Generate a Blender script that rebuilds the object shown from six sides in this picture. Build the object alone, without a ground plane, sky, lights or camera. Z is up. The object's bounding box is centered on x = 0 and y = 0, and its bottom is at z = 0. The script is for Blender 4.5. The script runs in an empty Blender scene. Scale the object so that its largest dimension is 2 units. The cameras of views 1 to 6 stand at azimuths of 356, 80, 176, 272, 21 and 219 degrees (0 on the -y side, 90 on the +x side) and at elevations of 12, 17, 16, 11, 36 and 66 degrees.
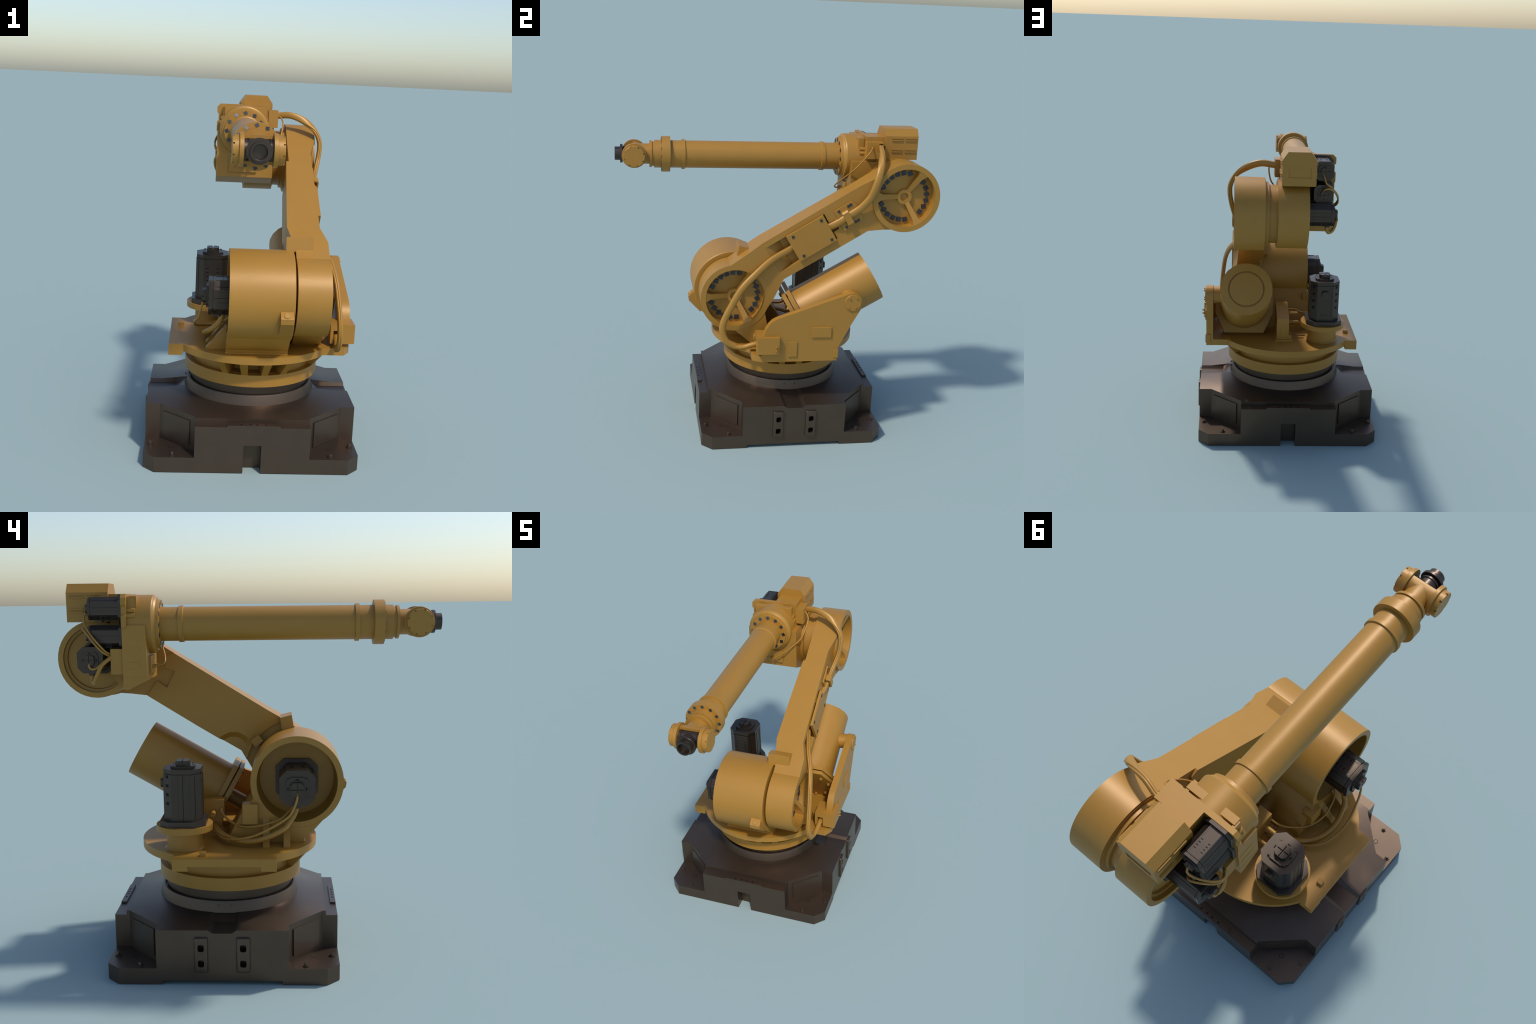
"""Six-axis industrial robot arm: dark cast base, ochre painted turntable, lower arm with
spoked joint covers, balancer cylinder, elbow housing, forearm, wrist, servo motors, hoses."""
import bpy, bmesh, math, random
from mathutils import Vector, Matrix

rnd = random.Random(7)
V = Vector
rad = math.radians

# ------------------------------------------------------------------ materials
def mat_paint(name, base, dark, light, rough, metallic=0.0, spec=0.5, bump=0.05, scale=9.0):
    m = bpy.data.materials.new(name)
    m.use_nodes = True
    nt = m.node_tree
    b = nt.nodes["Principled BSDF"]
    tc = nt.nodes.new("ShaderNodeTexCoord")
    n1 = nt.nodes.new("ShaderNodeTexNoise")
    n1.inputs["Scale"].default_value = scale
    n1.inputs["Detail"].default_value = 5
    ramp = nt.nodes.new("ShaderNodeValToRGB")
    e = ramp.color_ramp.elements
    e[0].position, e[0].color = 0.30, (*dark, 1)
    e[1].position, e[1].color = 0.72, (*light, 1)
    mid = ramp.color_ramp.elements.new(0.5)
    mid.color = (*base, 1)
    n2 = nt.nodes.new("ShaderNodeTexNoise")
    n2.inputs["Scale"].default_value = 160
    bp = nt.nodes.new("ShaderNodeBump")
    bp.inputs["Strength"].default_value = bump
    bp.inputs["Distance"].default_value = 0.001
    L = nt.links.new
    L(tc.outputs["Object"], n1.inputs["Vector"])
    L(tc.outputs["Object"], n2.inputs["Vector"])
    L(n1.outputs["Fac"], ramp.inputs["Fac"])
    L(ramp.outputs["Color"], b.inputs["Base Color"])
    L(n2.outputs["Fac"], bp.inputs["Height"])
    L(bp.outputs["Normal"], b.inputs["Normal"])
    b.inputs["Roughness"].default_value = rough
    b.inputs["Metallic"].default_value = metallic
    b.inputs["Specular IOR Level"].default_value = spec
    return m

def shade3(c, d=0.04):
    return c, tuple(x * (1 - d) for x in c), tuple(x * (1 + d) for x in c)

YELLOW = mat_paint("ochre_paint", *shade3((0.380, 0.187, 0.026), 0.02), rough=0.45, metallic=0.1)
HOSE = mat_paint("ochre_hose", *shade3((0.385, 0.192, 0.029), 0.02), rough=0.42, metallic=0.1)
GREY = mat_paint("dark_cast_iron", *shade3((0.116, 0.081, 0.058), 0.05), rough=0.38, metallic=0.8)
MOTOR = mat_paint("motor_black", *shade3((0.078, 0.060, 0.047), 0.05), rough=0.38, metallic=0.8)
HOLE_SHADE = mat_paint("painted_recess_shade", *shade3((0.006, 0.006, 0.006), 0.05), rough=0.7, spec=0.2)  # darkened almost to black so solid pieces show the shade inside openings
BOLT = mat_paint("blackened_bolt", *shade3((0.020, 0.023, 0.030), 0.15), rough=0.36, spec=0.6)

# ------------------------------------------------------------------ object helpers
COLL = bpy.context.scene.collection

def mesh_from_bm(bm, name, sharp=32.0):
    bmesh.ops.recalc_face_normals(bm, faces=bm.faces[:])
    lim = rad(sharp)
    for f in bm.faces:
        f.smooth = True
    for e in bm.edges:
        e.smooth = not (len(e.link_faces) != 2 or e.calc_face_angle(0) > lim)
    me = bpy.data.meshes.new(name)
    bm.to_mesh(me)
    bm.free()
    return me

def add(name, me, mat, parent=None, kind=None):
    o = bpy.data.objects.new(name, me)
    if mat and not me.materials:
        me.materials.append(mat)
    COLL.objects.link(o)
    if parent:
        o.parent = parent
    if kind:
        o["kind"] = kind
    return o

def frame(axis):
    """Two unit vectors spanning the plane across an axis."""
    a = V(axis).normalized()
    ref = V((0, 0, 1)) if abs(a.z) < 0.9 else V((0, 1, 0))
    u = ref.cross(a).normalized()
    return a, u, a.cross(u).normalized()

def bm_box(bm, lo, hi, M=None):
    lo, hi = V(lo), V(hi)
    vs = [bm.verts.new((x, y, z)) for x in (lo.x, hi.x) for y in (lo.y, hi.y) for z in (lo.z, hi.z)]
    if M:
        for v in vs:
            v.co = M @ v.co
    for q in ((0, 1, 3, 2), (4, 6, 7, 5), (0, 4, 5, 1), (2, 3, 7, 6), (0, 2, 6, 4), (1, 5, 7, 3)):
        bm.faces.new([vs[i] for i in q])

def bm_prism(bm, pts, lo, hi, axis="x", M=None):
    """Extrude a 2D outline. axis x: pts are (y,z); y: (x,z); z: (x,y). lo/hi may be callables of the point."""
    def mk(p, h):
        h = h(p) if callable(h) else h
        c = {"x": (h, p[0], p[1]), "y": (p[0], h, p[1]), "z": (p[0], p[1], h)}[axis]
        c = V(c)
        return bm.verts.new(M @ c if M else c)
    a = [mk(p, lo) for p in pts]
    b = [mk(p, hi) for p in pts]
    n = len(pts)
    bm.faces.new(a)
    bm.faces.new(b[::-1])
    for i in range(n):
        bm.faces.new((a[i], b[i], b[(i + 1) % n], a[(i + 1) % n]))

def bm_lathe(bm, prof, origin, axis, seg=48, phase=0.0, closed=False):
    """Revolve (distance along axis, radius) pairs."""
    a, u, w = frame(axis)
    o = V(origin)
    rings = []
    for h, r in prof:
        if r < 1e-6:
            rings.append([bm.verts.new(o + a * h)])
        else:
            rings.append([bm.verts.new(o + a * h + (u * math.cos(t) + w * math.sin(t)) * r)
                          for t in (phase + 2 * math.pi * i / seg for i in range(seg))])
    pairs = list(zip(rings, rings[1:])) + ([(rings[-1], rings[0])] if closed else [])
    for A, B in pairs:
        for i in range(seg):
            j = (i + 1) % seg
            if len(A) == 1 and len(B) == 1:
                break
            if len(A) == 1:
                bm.faces.new((A[0], B[i], B[j]))
            elif len(B) == 1:
                bm.faces.new((A[i], B[0], A[j]))
            else:
                bm.faces.new((A[i], B[i], B[j], A[j]))

def solid(prof):
    return [(prof[0][0], 0)] + list(prof) + [(prof[-1][0], 0)]

def box(name, lo, hi, mat, parent=None, bevel=0.0, M=None):
    bm = bmesh.new()
    bm_box(bm, lo, hi, M)
    if bevel:
        bmesh.ops.bevel(bm, geom=bm.edges[:], offset=bevel, segments=1 if bevel < 0.004 else 3, affect="EDGES", profile=0.5)
    return add(name, mesh_from_bm(bm, name, 32.0 if bevel < 0.004 else 12.0), mat, parent)

def prism(name, pts, lo, hi, axis, mat, parent=None, sharp=32.0, bevel=0.0):
    bm = bmesh.new()
    bm_prism(bm, pts, lo, hi, axis)
    if bevel:
        es = [e for e in bm.edges if e.calc_face_angle(0) > rad(25)]
        bmesh.ops.recalc_face_normals(bm, faces=bm.faces[:])
        bmesh.ops.bevel(bm, geom=es, offset=bevel, segments=2, affect="EDGES", profile=0.5)
    return add(name, mesh_from_bm(bm, name, sharp), mat, parent)

def lathe(name, prof, origin, axis, mat, parent=None, seg=48, phase=0.0, caps=True, sharp=32.0):
    bm = bmesh.new()
    bm_lathe(bm, solid(prof) if caps else prof, origin, axis, seg, phase)
    return add(name, mesh_from_bm(bm, name, sharp), mat, parent)

def boolean(obj, cutter_bms, op="DIFFERENCE", sharp=32.0):
    for cb in cutter_bms:
        bmesh.ops.recalc_face_normals(cb, faces=cb.faces[:])
        cm = bpy.data.meshes.new("cutter")
        cb.to_mesh(cm)
        cb.free()
        co = bpy.data.objects.new("cutter", cm)
        COLL.objects.link(co)
        md = obj.modifiers.new("cut", "BOOLEAN")
        md.operation, md.object, md.solver = op, co, "EXACT"
        dg = bpy.context.evaluated_depsgraph_get()
        new = bpy.data.meshes.new_from_object(obj.evaluated_get(dg))
        obj.modifiers.clear()
        old = obj.data
        mats = [m for m in old.materials]
        obj.data = new
        new.materials.clear()
        for m in mats:
            new.materials.append(m)
        bpy.data.meshes.remove(old)
        bpy.data.objects.remove(co)
        bpy.data.meshes.remove(cm)
    bm = bmesh.new()
    bm.from_mesh(obj.data)
    bmesh.ops.remove_doubles(bm, verts=bm.verts[:], dist=1e-5)
    for f in bm.faces:
        f.material_index = 0
    mats = [m for m in obj.data.materials]
    nm = obj.data.name
    old = obj.data
    me = mesh_from_bm(bm, nm, sharp)
    for m in mats[:1]:
        me.materials.append(m)
    obj.data = me
    bpy.data.meshes.remove(old)

def cut_box(lo, hi, M=None):
    b = bmesh.new()
    bm_box(b, lo, hi, M)
    return b

def cut_prism(pts, lo, hi, axis):
    b = bmesh.new()
    bm_prism(b, pts, lo, hi, axis)
    return b

def cut_cyl(prof, origin, axis, seg=48, phase=0.0123):
    b = bmesh.new()
    bm_lathe(b, solid(prof), origin, axis, seg, phase)
    return b

def catmull(pts, n=10):
    P = [V(p) for p in pts]
    P = [P[0] * 2 - P[1]] + P + [P[-1] * 2 - P[-2]]
    out = []
    for i in range(1, len(P) - 2):
        p0, p1, p2, p3 = P[i - 1:i + 3]
        for k in range(n):
            t = k / n
            out.append(0.5 * ((2 * p1) + (p2 - p0) * t + (2 * p0 - 5 * p1 + 4 * p2 - p3) * t * t
                              + (3 * p1 - p0 - 3 * p2 + p3) * t ** 3))
    out.append(P[-2])
    return out

def bm_sweep(bm, path, half_w, half_t, wide, offset=0.0, seg=14):
    """Sweep an ellipse along a path; wide(i, tangent) gives the broad direction."""
    n = len(path)
    rings = []
    for i, p in enumerate(path):
        t = (path[min(i + 1, n - 1)] - path[max(i - 1, 0)]).normalized()
        w = wide(i / (n - 1), t)
        w = (w - t * w.dot(t)).normalized()
        b = t.cross(w)
        hw = half_w(i / (n - 1)) if callable(half_w) else half_w
        ht = half_t(i / (n - 1)) if callable(half_t) else half_t
        off = offset(i / (n - 1)) if callable(offset) else offset
        rings.append([bm.verts.new(p + b * off + w * hw * math.cos(a) + b * ht * math.sin(a))
                      for a in (2 * math.pi * k / seg for k in range(seg))])
    for A, B in zip(rings, rings[1:]):
        for k in range(seg):
            bm.faces.new((A[k], B[k], B[(k + 1) % seg], A[(k + 1) % seg]))
    bm.faces.new(rings[0])
    bm.faces.new(rings[-1])

def cable(name, pts, r, parent, mat=None):
    path = catmull(pts, 8)
    bm = bmesh.new()
    w = [V((0.31, 0.52, 0.79)).normalized()]
    def wide(f, t):
        v = w[0] - t * w[0].dot(t)          # parallel transport keeps the tube free of twists
        w[0] = v.normalized()
        return w[0]
    bm_sweep(bm, path, r, r, wide, seg=10)
    return add(name, mesh_from_bm(bm, name, 60), mat or HOSE, parent)

# shared small hardware -------------------------------------------------------
def place(name, me, M, parent, mat=None):
    o = add(name, me, mat, parent)
    o.matrix_world = M
    return o

def basis(loc, zaxis, spin=0.0, tilt=None):
    a, u, w = frame(zaxis)
    M = Matrix((u, w, a)).transposed().to_4x4()
    M = Matrix.Translation(V(loc)) @ M @ Matrix.Rotation(spin, 4, "Z")
    if tilt:
        M = M @ tilt
    return M

def square_bolt_mesh(name, s, h):
    bm = bmesh.new()
    bm_prism(bm, [(-s / 2, -s / 2), (s / 2, -s / 2), (s / 2, s / 2), (-s / 2, s / 2)], -0.006, h, "z")
    return mesh_from_bm(bm, name)

def hex_bolt_mesh(name, r, h):
    bm = bmesh.new()
    bm_lathe(bm, solid([(-0.004, r * 1.75), (h * 0.3, r * 1.75)]), (0, 0, 0), (0, 0, 1), 12)
    bm_lathe(bm, solid([(h * 0.2, r), (h * 0.93, r), (h, r * 0.9)]), (0, 0, 0), (0, 0, 1), 6)
    bm_lathe(bm, [(h * 1.02, r * 0.35), (h * 1.005, r * 0.62)], (0, 0, 0), (0, 0, 1), 6)
    return mesh_from_bm(bm, name)

# ================================================================== the robot
ROBOT = bpy.data.objects.new("robot_arm", None)
ROBOT.empty_display_size = 0.2
COLL.objects.link(ROBOT)
ROBOT["label"] = "ochre yellow six-axis industrial robot arm on a dark cast base"
ROBOT["category"] = "industrial robot"

# ------------------------------------------------------------------ base
TOP_TILT = 0.22
CX, CY, HB = 0.0, 0.107, 0.580
def build_base():
    c = 0.063
    sq = [(-HB + c, -HB), (HB - c, -HB), (HB, -HB + c), (HB, HB - c), (HB - c, HB), (-HB + c, HB), (-HB, HB - c), (-HB, -HB + c)]
    sq = [(x + CX, y + CY) for x, y in sq]
    base = prism("base_pedestal", sq, 0.0, 0.2822, "z", GREY, ROBOT)
    # gentle cone where the casting rises to the collar
    cone = bmesh.new()
    bm_lathe(cone, solid([(0.20, 0.525), (0.2815, 0.525), (0.2900, 0.445), (0.2985, 0.374)]), (CX, CY, 0), (0, 0, 1), 64)
    boolean(base, [cone], "UNION")
    cuts = []
    for sx in (-1, 1):
        for sy in (-1, 1):                                   # bolt-down pockets at the corners
            pk = [(0.307, -0.70), (0.307, -0.503), (0.503, -0.3275), (0.70, -0.3275), (0.70, -0.70)]
            pk = [(sx * x + CX, -sy * y * -1 + CY) for x, y in pk] if sy > 0 else [(sx * x + CX, -y + CY) for x, y in pk]
            cuts.append(cut_prism(pk, 0.083, 0.40, "z"))
    for s in (-1, 1):
        y0, y1 = sorted((CY + s * 0.5195, CY + s * 0.70))
        cuts.append(cut_box((-0.7, y0, 0.2585), (0.7, y1, 0.4)))          # lowered front and rear ledge
        x0, x1 = sorted((CX + s * 0.425, CX + s * 0.70))
        g = [(-0.0715 + CY, 0.2835), (-0.049 + CY, 0.2660), (0.049 + CY, 0.2660), (0.0715 + CY, 0.2835), (0.085 + CY, 0.40), (-0.085 + CY, 0.40)]
        cuts.append(cut_prism(g, x0, x1, "x"))                            # cross channel
        scoop = bmesh.new()                                              # it runs out against the collar
        A = [scoop.verts.new((CX + s * 0.4255, y, z)) for y, z in g]
        B = [scoop.verts.new((CX + s * 0.366, y, z + h)) for (y, z), h in zip(g, (0.019, 0.030, 0.030, 0.019, 0, 0))]
        scoop.faces.new(A); scoop.faces.new(B[::-1])
        for i in range(6):
            scoop.faces.new((A[i], B[i], B[(i + 1) % 6], A[(i + 1) % 6]))
        cuts.append(scoop)
        y0, y1 = sorted((CY + s * 0.508, CY + s * 0.70))
        cuts.append(cut_box((-0.0475, y0, -0.05), (0.0475, y1, 0.1565)))  # fork slot
    cuts.append(cut_box((-0.7, CY - 0.2965, -0.05), (0.7, CY + 0.2965, 0.0180)))
    boolean(base, cuts, sharp=24)
    # recessed panels on the diagonal walls
    for sx in (-1, 1):
        for sy in (-1, 1):
            a = V((sx * 0.307 + CX, sy * 0.503 + CY, 0))
            b = V((sx * 0.503 + CX, sy * 0.3275 + CY, 0))
            d = (b - a).normalized()
            n = V((d.y, -d.x, 0))
            if n.dot(V((sx, sy, 0))) < 0:
                n = -n
            w = (b - a).length
            M = Matrix((d, n, V((0, 0, 1)))).transposed().to_4x4()
            M.translation = a
            box("corner_panel", (0.036, -0.010, 0.108), (w - 0.030, 0.0065, 0.2495), GREY, base, 0.0, M)
    # turned collar and inner bearing ring
    lathe("base_collar", [(0.294, 0.360), (0.2955, 0.3775), (0.303, 0.3755), (0.345, 0.3655), (0.353, 0.362), (0.3535, 0.352), (0.338, 0.349)],
          (CX, CY, 0), (0, 0, 1), GREY, base, 56, sharp=20)
    lathe("bearing_ring", [(0.30, 0.3445), (0.418, 0.3445)], (0.003, 0.105, 0), (0, 0, 1), GREY, base, 56)
    # strips with four small near-black blocks on both ledges
    for s in (-1, 1):
        yc = CY + s * 0.565
        bm = bmesh.new()
        bm_box(bm, (-0.1375, min(yc - 0.0145, yc + 0.0145), 0.2555), (0.1445, max(yc - 0.0145, yc + 0.0145), 0.268))
        add("ledge_strip", mesh_from_bm(bm, "ledge_strip"), GREY, base)
        bm = bmesh.new()
        for x in (-0.061, -0.014, 0.022, 0.066):
            bm_box(bm, (x - 0.0055, yc - 0.005, 0.26), (x + 0.0055, yc + 0.005, 0.2686))
        add("strip_dark_block", mesh_from_bm(bm, "strip_dark_block"), HOLE_SHADE, base, "stuff")
    # lifting plates with two holes on each flank
    holes = []
    for s in (-1, 1):
        for yc in (0.0035, 0.2115):
            x0 = s * 0.594
            pl = box("lifting_plate", (min(s * 0.56, x0), yc - 0.034, 0.066), (max(s * 0.56, x0), yc + 0.034, 0.2455), GREY, base, 0.007)
            cuts = []
            for zc in (0.1135, 0.1935):
              for deep in (0, 1):
                b = bmesh.new()
                bm_prism(b, [(yc + math.copysign(abs(math.cos(t)) ** 0.6, math.cos(t)) * 0.0158, zc + math.copysign(abs(math.sin(t)) ** 0.6, math.sin(t)) * 0.0185)
                             for t in (2 * math.pi * k / 20 for k in range(20))], s * 0.535, s * 0.62, "x")
                (cuts, holes)[deep].append(b)
            boolean(pl, cuts)
    boolean(base, holes, sharp=24)
    # flat top: normals bent outward near the corners to shape the sheen gradient
    bm = bmesh.new()
    bm.from_mesh(base.data)
    for k in (-0.42, -0.25, -0.12, 0.12, 0.25, 0.42):
        for no, co in (((1, 0, 0), (CX + k, 0, 0)), ((0, 1, 0), (0, CY + k, 0))):
            fs = [f for f in bm.faces if f.normal.z > 0.95 and f.calc_center_median().z > 0.27]
            es = {e for f in fs for e in f.edges}
            vs = {v for f in fs for v in f.verts}
            bmesh.ops.bisect_plane(bm, geom=list(vs) + list(es) + fs, plane_co=co, plane_no=no, dist=1e-5)
    bm.to_mesh(base.data)
    bm.free()
    me = base.data
    nrm = [n.vector.copy() for n in me.corner_normals]
    for p in me.polygons:
        if p.normal.z > 0.95 and p.center.z > 0.27:
            for li in p.loop_indices:
                co = me.vertices[me.loops[li].vertex_index].co
                x, y = co.x - CX, co.y - CY
                r = max(math.hypot(x, y), 1e-6)
                g = TOP_TILT * min(1.0, abs(x * y) / 0.165) * min(1.0, max(0.0, (r - 0.37) / 0.15))
                nrm[li] = (nrm[li] + V((x / r * g, y / r * g, 0))).normalized()
    me.normals_split_custom_set(nrm)
    # anchor bolts and levelling sockets
    hb = hex_bolt_mesh("anchor_bolt", 0.0095, 0.019)
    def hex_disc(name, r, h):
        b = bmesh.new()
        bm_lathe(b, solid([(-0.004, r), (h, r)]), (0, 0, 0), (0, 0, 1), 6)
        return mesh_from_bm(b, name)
    hsm, hhm = hex_disc("levelling_socket", 0.0118, 0.0012), hex_disc("socket_dark_hex", 0.0148, 0.0005)
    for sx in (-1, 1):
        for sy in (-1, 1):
            for x, y, me, mt in ((0.548, 0.413, hb, GREY), (0.424, 0.547, hb, GREY), (0.434, 0.452, hsm, GREY), (0.434, 0.452, hhm, HOLE_SHADE)):
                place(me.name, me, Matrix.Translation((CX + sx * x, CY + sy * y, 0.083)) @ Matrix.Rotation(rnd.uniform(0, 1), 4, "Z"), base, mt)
    # small screws on the collar above the channels
    sb = hex_bolt_mesh("collar_screw", 0.0035, 0.006)
    for s in (-1, 1):
        for dy in (-0.033, 0.033):
            place("collar_screw", sb, basis((s * 0.3695, CY + dy, 0.331), (s, 0, 0.25)), base, GREY)
    return base
BASE = build_base()

# ------------------------------------------------------------------ turntable
SX, SY = 0.007, 0.100
def build_turntable():
    tt = lathe("turntable", [(0.4110, 0.33), (0.4110, 0.3825), (0.4785, 0.3825), (0.4785, 0.349), (0.568, 0.349), (0.568, 0.471), (0.608, 0.471)],
               (SX, SY, 0), (0, 0, 1), YELLOW, ROBOT, 72)
    win = []
    for deg in (-16.35, 0, 16.35, 73.65, 90, 106.35):        # niches between the ribs
        M = Matrix.Translation((SX, SY, 0)) @ Matrix.Rotation(rad(deg), 4, "Z")
        win.append(cut_box((-0.036, -0.40, 0.4795), (0.036, -0.285, 0.5665), M))
    boolean(tt, win)
    # side shelf for the balancer bracket
    prism("bracket_shelf", [(0.25, -0.1690), (0.508, -0.1690), (0.541, -0.115), (0.541, 0.362), (0.25, 0.362)], 0.5675, 0.6078, "z", YELLOW, tt)
    # counter plate on the other flank, with two feet
    prism("flank_plate", [(-0.161, 0.6083), (-0.161, 0.5450), (-0.085, 0.5450), (-0.085, 0.5685), (0.281, 0.5685), (0.281, 0.5450), (0.359, 0.5450), (0.359, 0.6083)],
          -0.467, -0.390, "x", YELLOW, tt)
    box("flank_plate_inner", (-0.391, -0.1605, 0.569), (-0.20, 0.3585, 0.6081), YELLOW, tt)
    box("stop_pin", (-0.424, 0.194, 0.600), (-0.392, 0.224, 0.629), YELLOW, tt, 0.003)
    # radial ribs under the deck
    def rib(deg):
        a = rad(deg)
        d = V((math.sin(a), -math.cos(a), 0))
        t = V((math.cos(a), math.sin(a), 0))
        bm = bmesh.new()
        M = Matrix((d, t, V((0, 0, 1)))).transposed().to_4x4()
        M.translation = V((SX, SY, 0))
        bm_prism(bm, [(0.27, 0.4780), (0.3815, 0.4780), (0.462, 0.5690), (0.27, 0.5690)], lambda p: -0.018 - (p[0] - 0.38) * 0.05, lambda p: 0.018 + (p[0] - 0.38) * 0.05, "y", M)
        add("turntable_rib", mesh_from_bm(bm, "turntable_rib"), YELLOW, tt)
    for deg in (-24.5, -8.2, 8.2, 24.5, 65.5, 81.8, 98.2, 114.5):
        rib(deg)
    # motor pedestal
    lathe("motor_pedestal", [(0.604, 0.112), (0.609, 0.105), (0.620, 0.0965), (0.640, 0.0945), (0.7025, 0.0945), (0.7035, 0.146), (0.7345, 0.146)],
          (-0.233, 0.317, 0), (0, 0, 1), YELLOW, tt, 32, sharp=28)
    return tt
TURN = build_turntable()

# ------------------------------------------------------------------ shoulder drum
J2 = V((0.0, -0.266, 0.929))
def build_shoulder():
    drum = lathe("shoulder_housing", [(-0.155, 0.212), (-0.155, 0.2440), (0.183, 0.2440), (0.183, 0.17), (-0.02, 0.17), (-0.02, 0.203), (-0.10, 0.212)],
                 J2, (1, 0, 0), YELLOW, ROBOT, 72, caps=False)
    # closed profile
    bm = bmesh.new()
    bm_lathe(bm, [(-0.155, 0.212), (-0.155, 0.2440), (0.181, 0.2440), (0.184, 0.241), (0.184, 0.0), ], J2, (1, 0, 0), 72)
    bm_lathe(bm, [(-0.155, 0.212), (-0.030, 0.2080), (-0.012, 0.198), (-0.012, 0.0)], J2, (1, 0, 0), 72)
    bmesh.ops.remove_doubles(bm, verts=bm.verts[:], dist=1e-5)
    old = drum.data
    drum.data = mesh_from_bm(bm, "shoulder_housing")
    drum.data.materials.append(YELLOW)
    bpy.data.meshes.remove(old)
    foot = prism("shoulder_foot", [(-0.434, 0.765), (-0.357, 0.676), (-0.306, 0.630), (-0.300, 0.607), (0.118, 0.607), (0.085, 0.652), (0.02, 0.775), (-0.06, 0.87), (-0.20, 0.80)],
                 -0.1565, 0.178, "x", YELLOW, drum, bevel=0)
    cut = cut_cyl([(-0.4, 0.2425), (0.4, 0.2425)], J2, (1, 0, 0), 72)
    boolean(foot, [cut])
    box("foot_lip", (-0.160, -0.309, 0.6065), (0.180, -0.290, 0.616), YELLOW, drum, 0.003)
    for yc in (-0.105, -0.212):
        prism("shoulder_gusset", [(-0.150, 0.742), (-0.156, 0.742), (-0.262, 0.613), (-0.262, 0.606), (-0.150, 0.606)], yc - 0.017, yc + 0.017, "y", YELLOW, drum)
    box("terminal_box", (-0.187, -0.060, 0.711), (-0.12, 0.0205, 0.8195), YELLOW, drum, 0.0015)
    # lug with a plug at the lower front
    prism("zero_mark_lug", [(-0.485, 0.915), (-0.511, 0.904), (-0.543, 0.874), (-0.539, 0.846), (-0.465, 0.768), (-0.43, 0.80)], 0.109, 0.1755, "x", YELLOW, drum)
    d = V((0, -0.031, 0.034)).normalized()
    lathe("lug_plug", [(-0.01, 0.0165), (0.0035, 0.0165), (0.0045, 0.0155)], (0.142, -0.5275, 0.8885), (0, -0.68, 0.73), YELLOW, drum, 16)
    # stop block on the drum crown
    prism("travel_stop", [(-0.2405, 1.244), (-0.1765, 1.2275), (-0.190, 1.150), (-0.254, 1.165)], 0.146, 0.2905, "x", YELLOW, drum)
    M = Matrix.Translation((0.105, -0.049, 1.103)) @ Matrix.Rotation(rad(50), 4, "X")
    box("bumper", (0.03, -0.022, -0.03), (0.10, 0.022, 0.026), YELLOW, drum, 0, M)
    return drum
DRUM = build_shoulder()

# ------------------------------------------------------------------ lower arm
JA = V((0, -0.267, 0.930))
JB = V((0, 0.7825, 1.568))
AD = V((0, 0.853, 0.522)).normalized()
AN = V((0, -AD.z, AD.y))
def arm_pt(x, s, t):
    return JA + AD * s + AN * t + V((x, 0, 0))
def arm_m(x=0.0, s=0.0, t=0.0, spin=0.0):
    """local x = along arm, y = across arm, z = outward (+x world)."""
    M = Matrix((AD, AN, V((1, 0, 0)))).transposed().to_4x4()
    M.translation = arm_pt(x, s, t)
    return M @ Matrix.Rotation(spin, 4, "Z")

R_RIM, R_POCKET, X_FACE, X_FLOOR, X_HUB = 0.2150, 0.1835, 0.376, 0.310, 0.327
def bm_wheel_shell(bm, c, x0, seg=64):
    o = V((0, c.y, c.z))
    bm_lathe(bm, [(x0, 0), (x0, R_RIM), (X_FACE - 0.001, R_RIM), (X_FACE, R_RIM - 0.001), (X_FACE, R_POCKET), (X_FLOOR, R_POCKET), (X_FLOOR, 0)], o, (1, 0, 0), seg)

def spokes(parent, c):
    bm = bmesh.new()
    def xtop(r):
        return X_HUB + (X_FACE - X_HUB) * max(0.0, (r - 0.05) / (R_POCKET - 0.05))
    prof = [(0.040, 0.0135), (0.10, 0.0155), (0.148, 0.0175), (0.162, 0.0215), (0.186, 0.036)]
    for k in range(3):
        a = rad(58 + 120 * k)
        d, t = V((0, math.cos(a), math.sin(a))), V((0, -math.sin(a), math.cos(a)))
        top, bot = [], []
        for r, w in prof:
            for lst, x in ((top, min(xtop(r), X_FACE - 0.0006)), (bot, X_FLOOR - 0.002)):
                lst.append((bm.verts.new(V((x, c.y, c.z)) + d * r - t * w), bm.verts.new(V((x, c.y, c.z)) + d * r + t * w)))
        for i in range(len(prof) - 1):
            bm.faces.new((top[i][0], top[i + 1][0], top[i + 1][1], top[i][1]))
            bm.faces.new((bot[i][0], bot[i][1], bot[i + 1][1], bot[i + 1][0]))
            for s in (0, 1):
                bm.faces.new((top[i][s], top[i + 1][s], bot[i + 1][s], bot[i][s]))
        for e in (0, -1):
            bm.faces.new((top[e][0], top[e][1], bot[e][1], bot[e][0]))
    bm_lathe(bm, [(X_FLOOR - 0.002, 0.0475), (X_HUB, 0.0475), (X_HUB, 0.0265), (X_FLOOR + 0.001, 0.0265), (X_FLOOR + 0.001, 0.0)], (0, c.y, c.z), (1, 0, 0), 24)
    add("spoke_spider", mesh_from_bm(bm, "spoke_spider", 28), YELLOW, parent)

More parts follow.
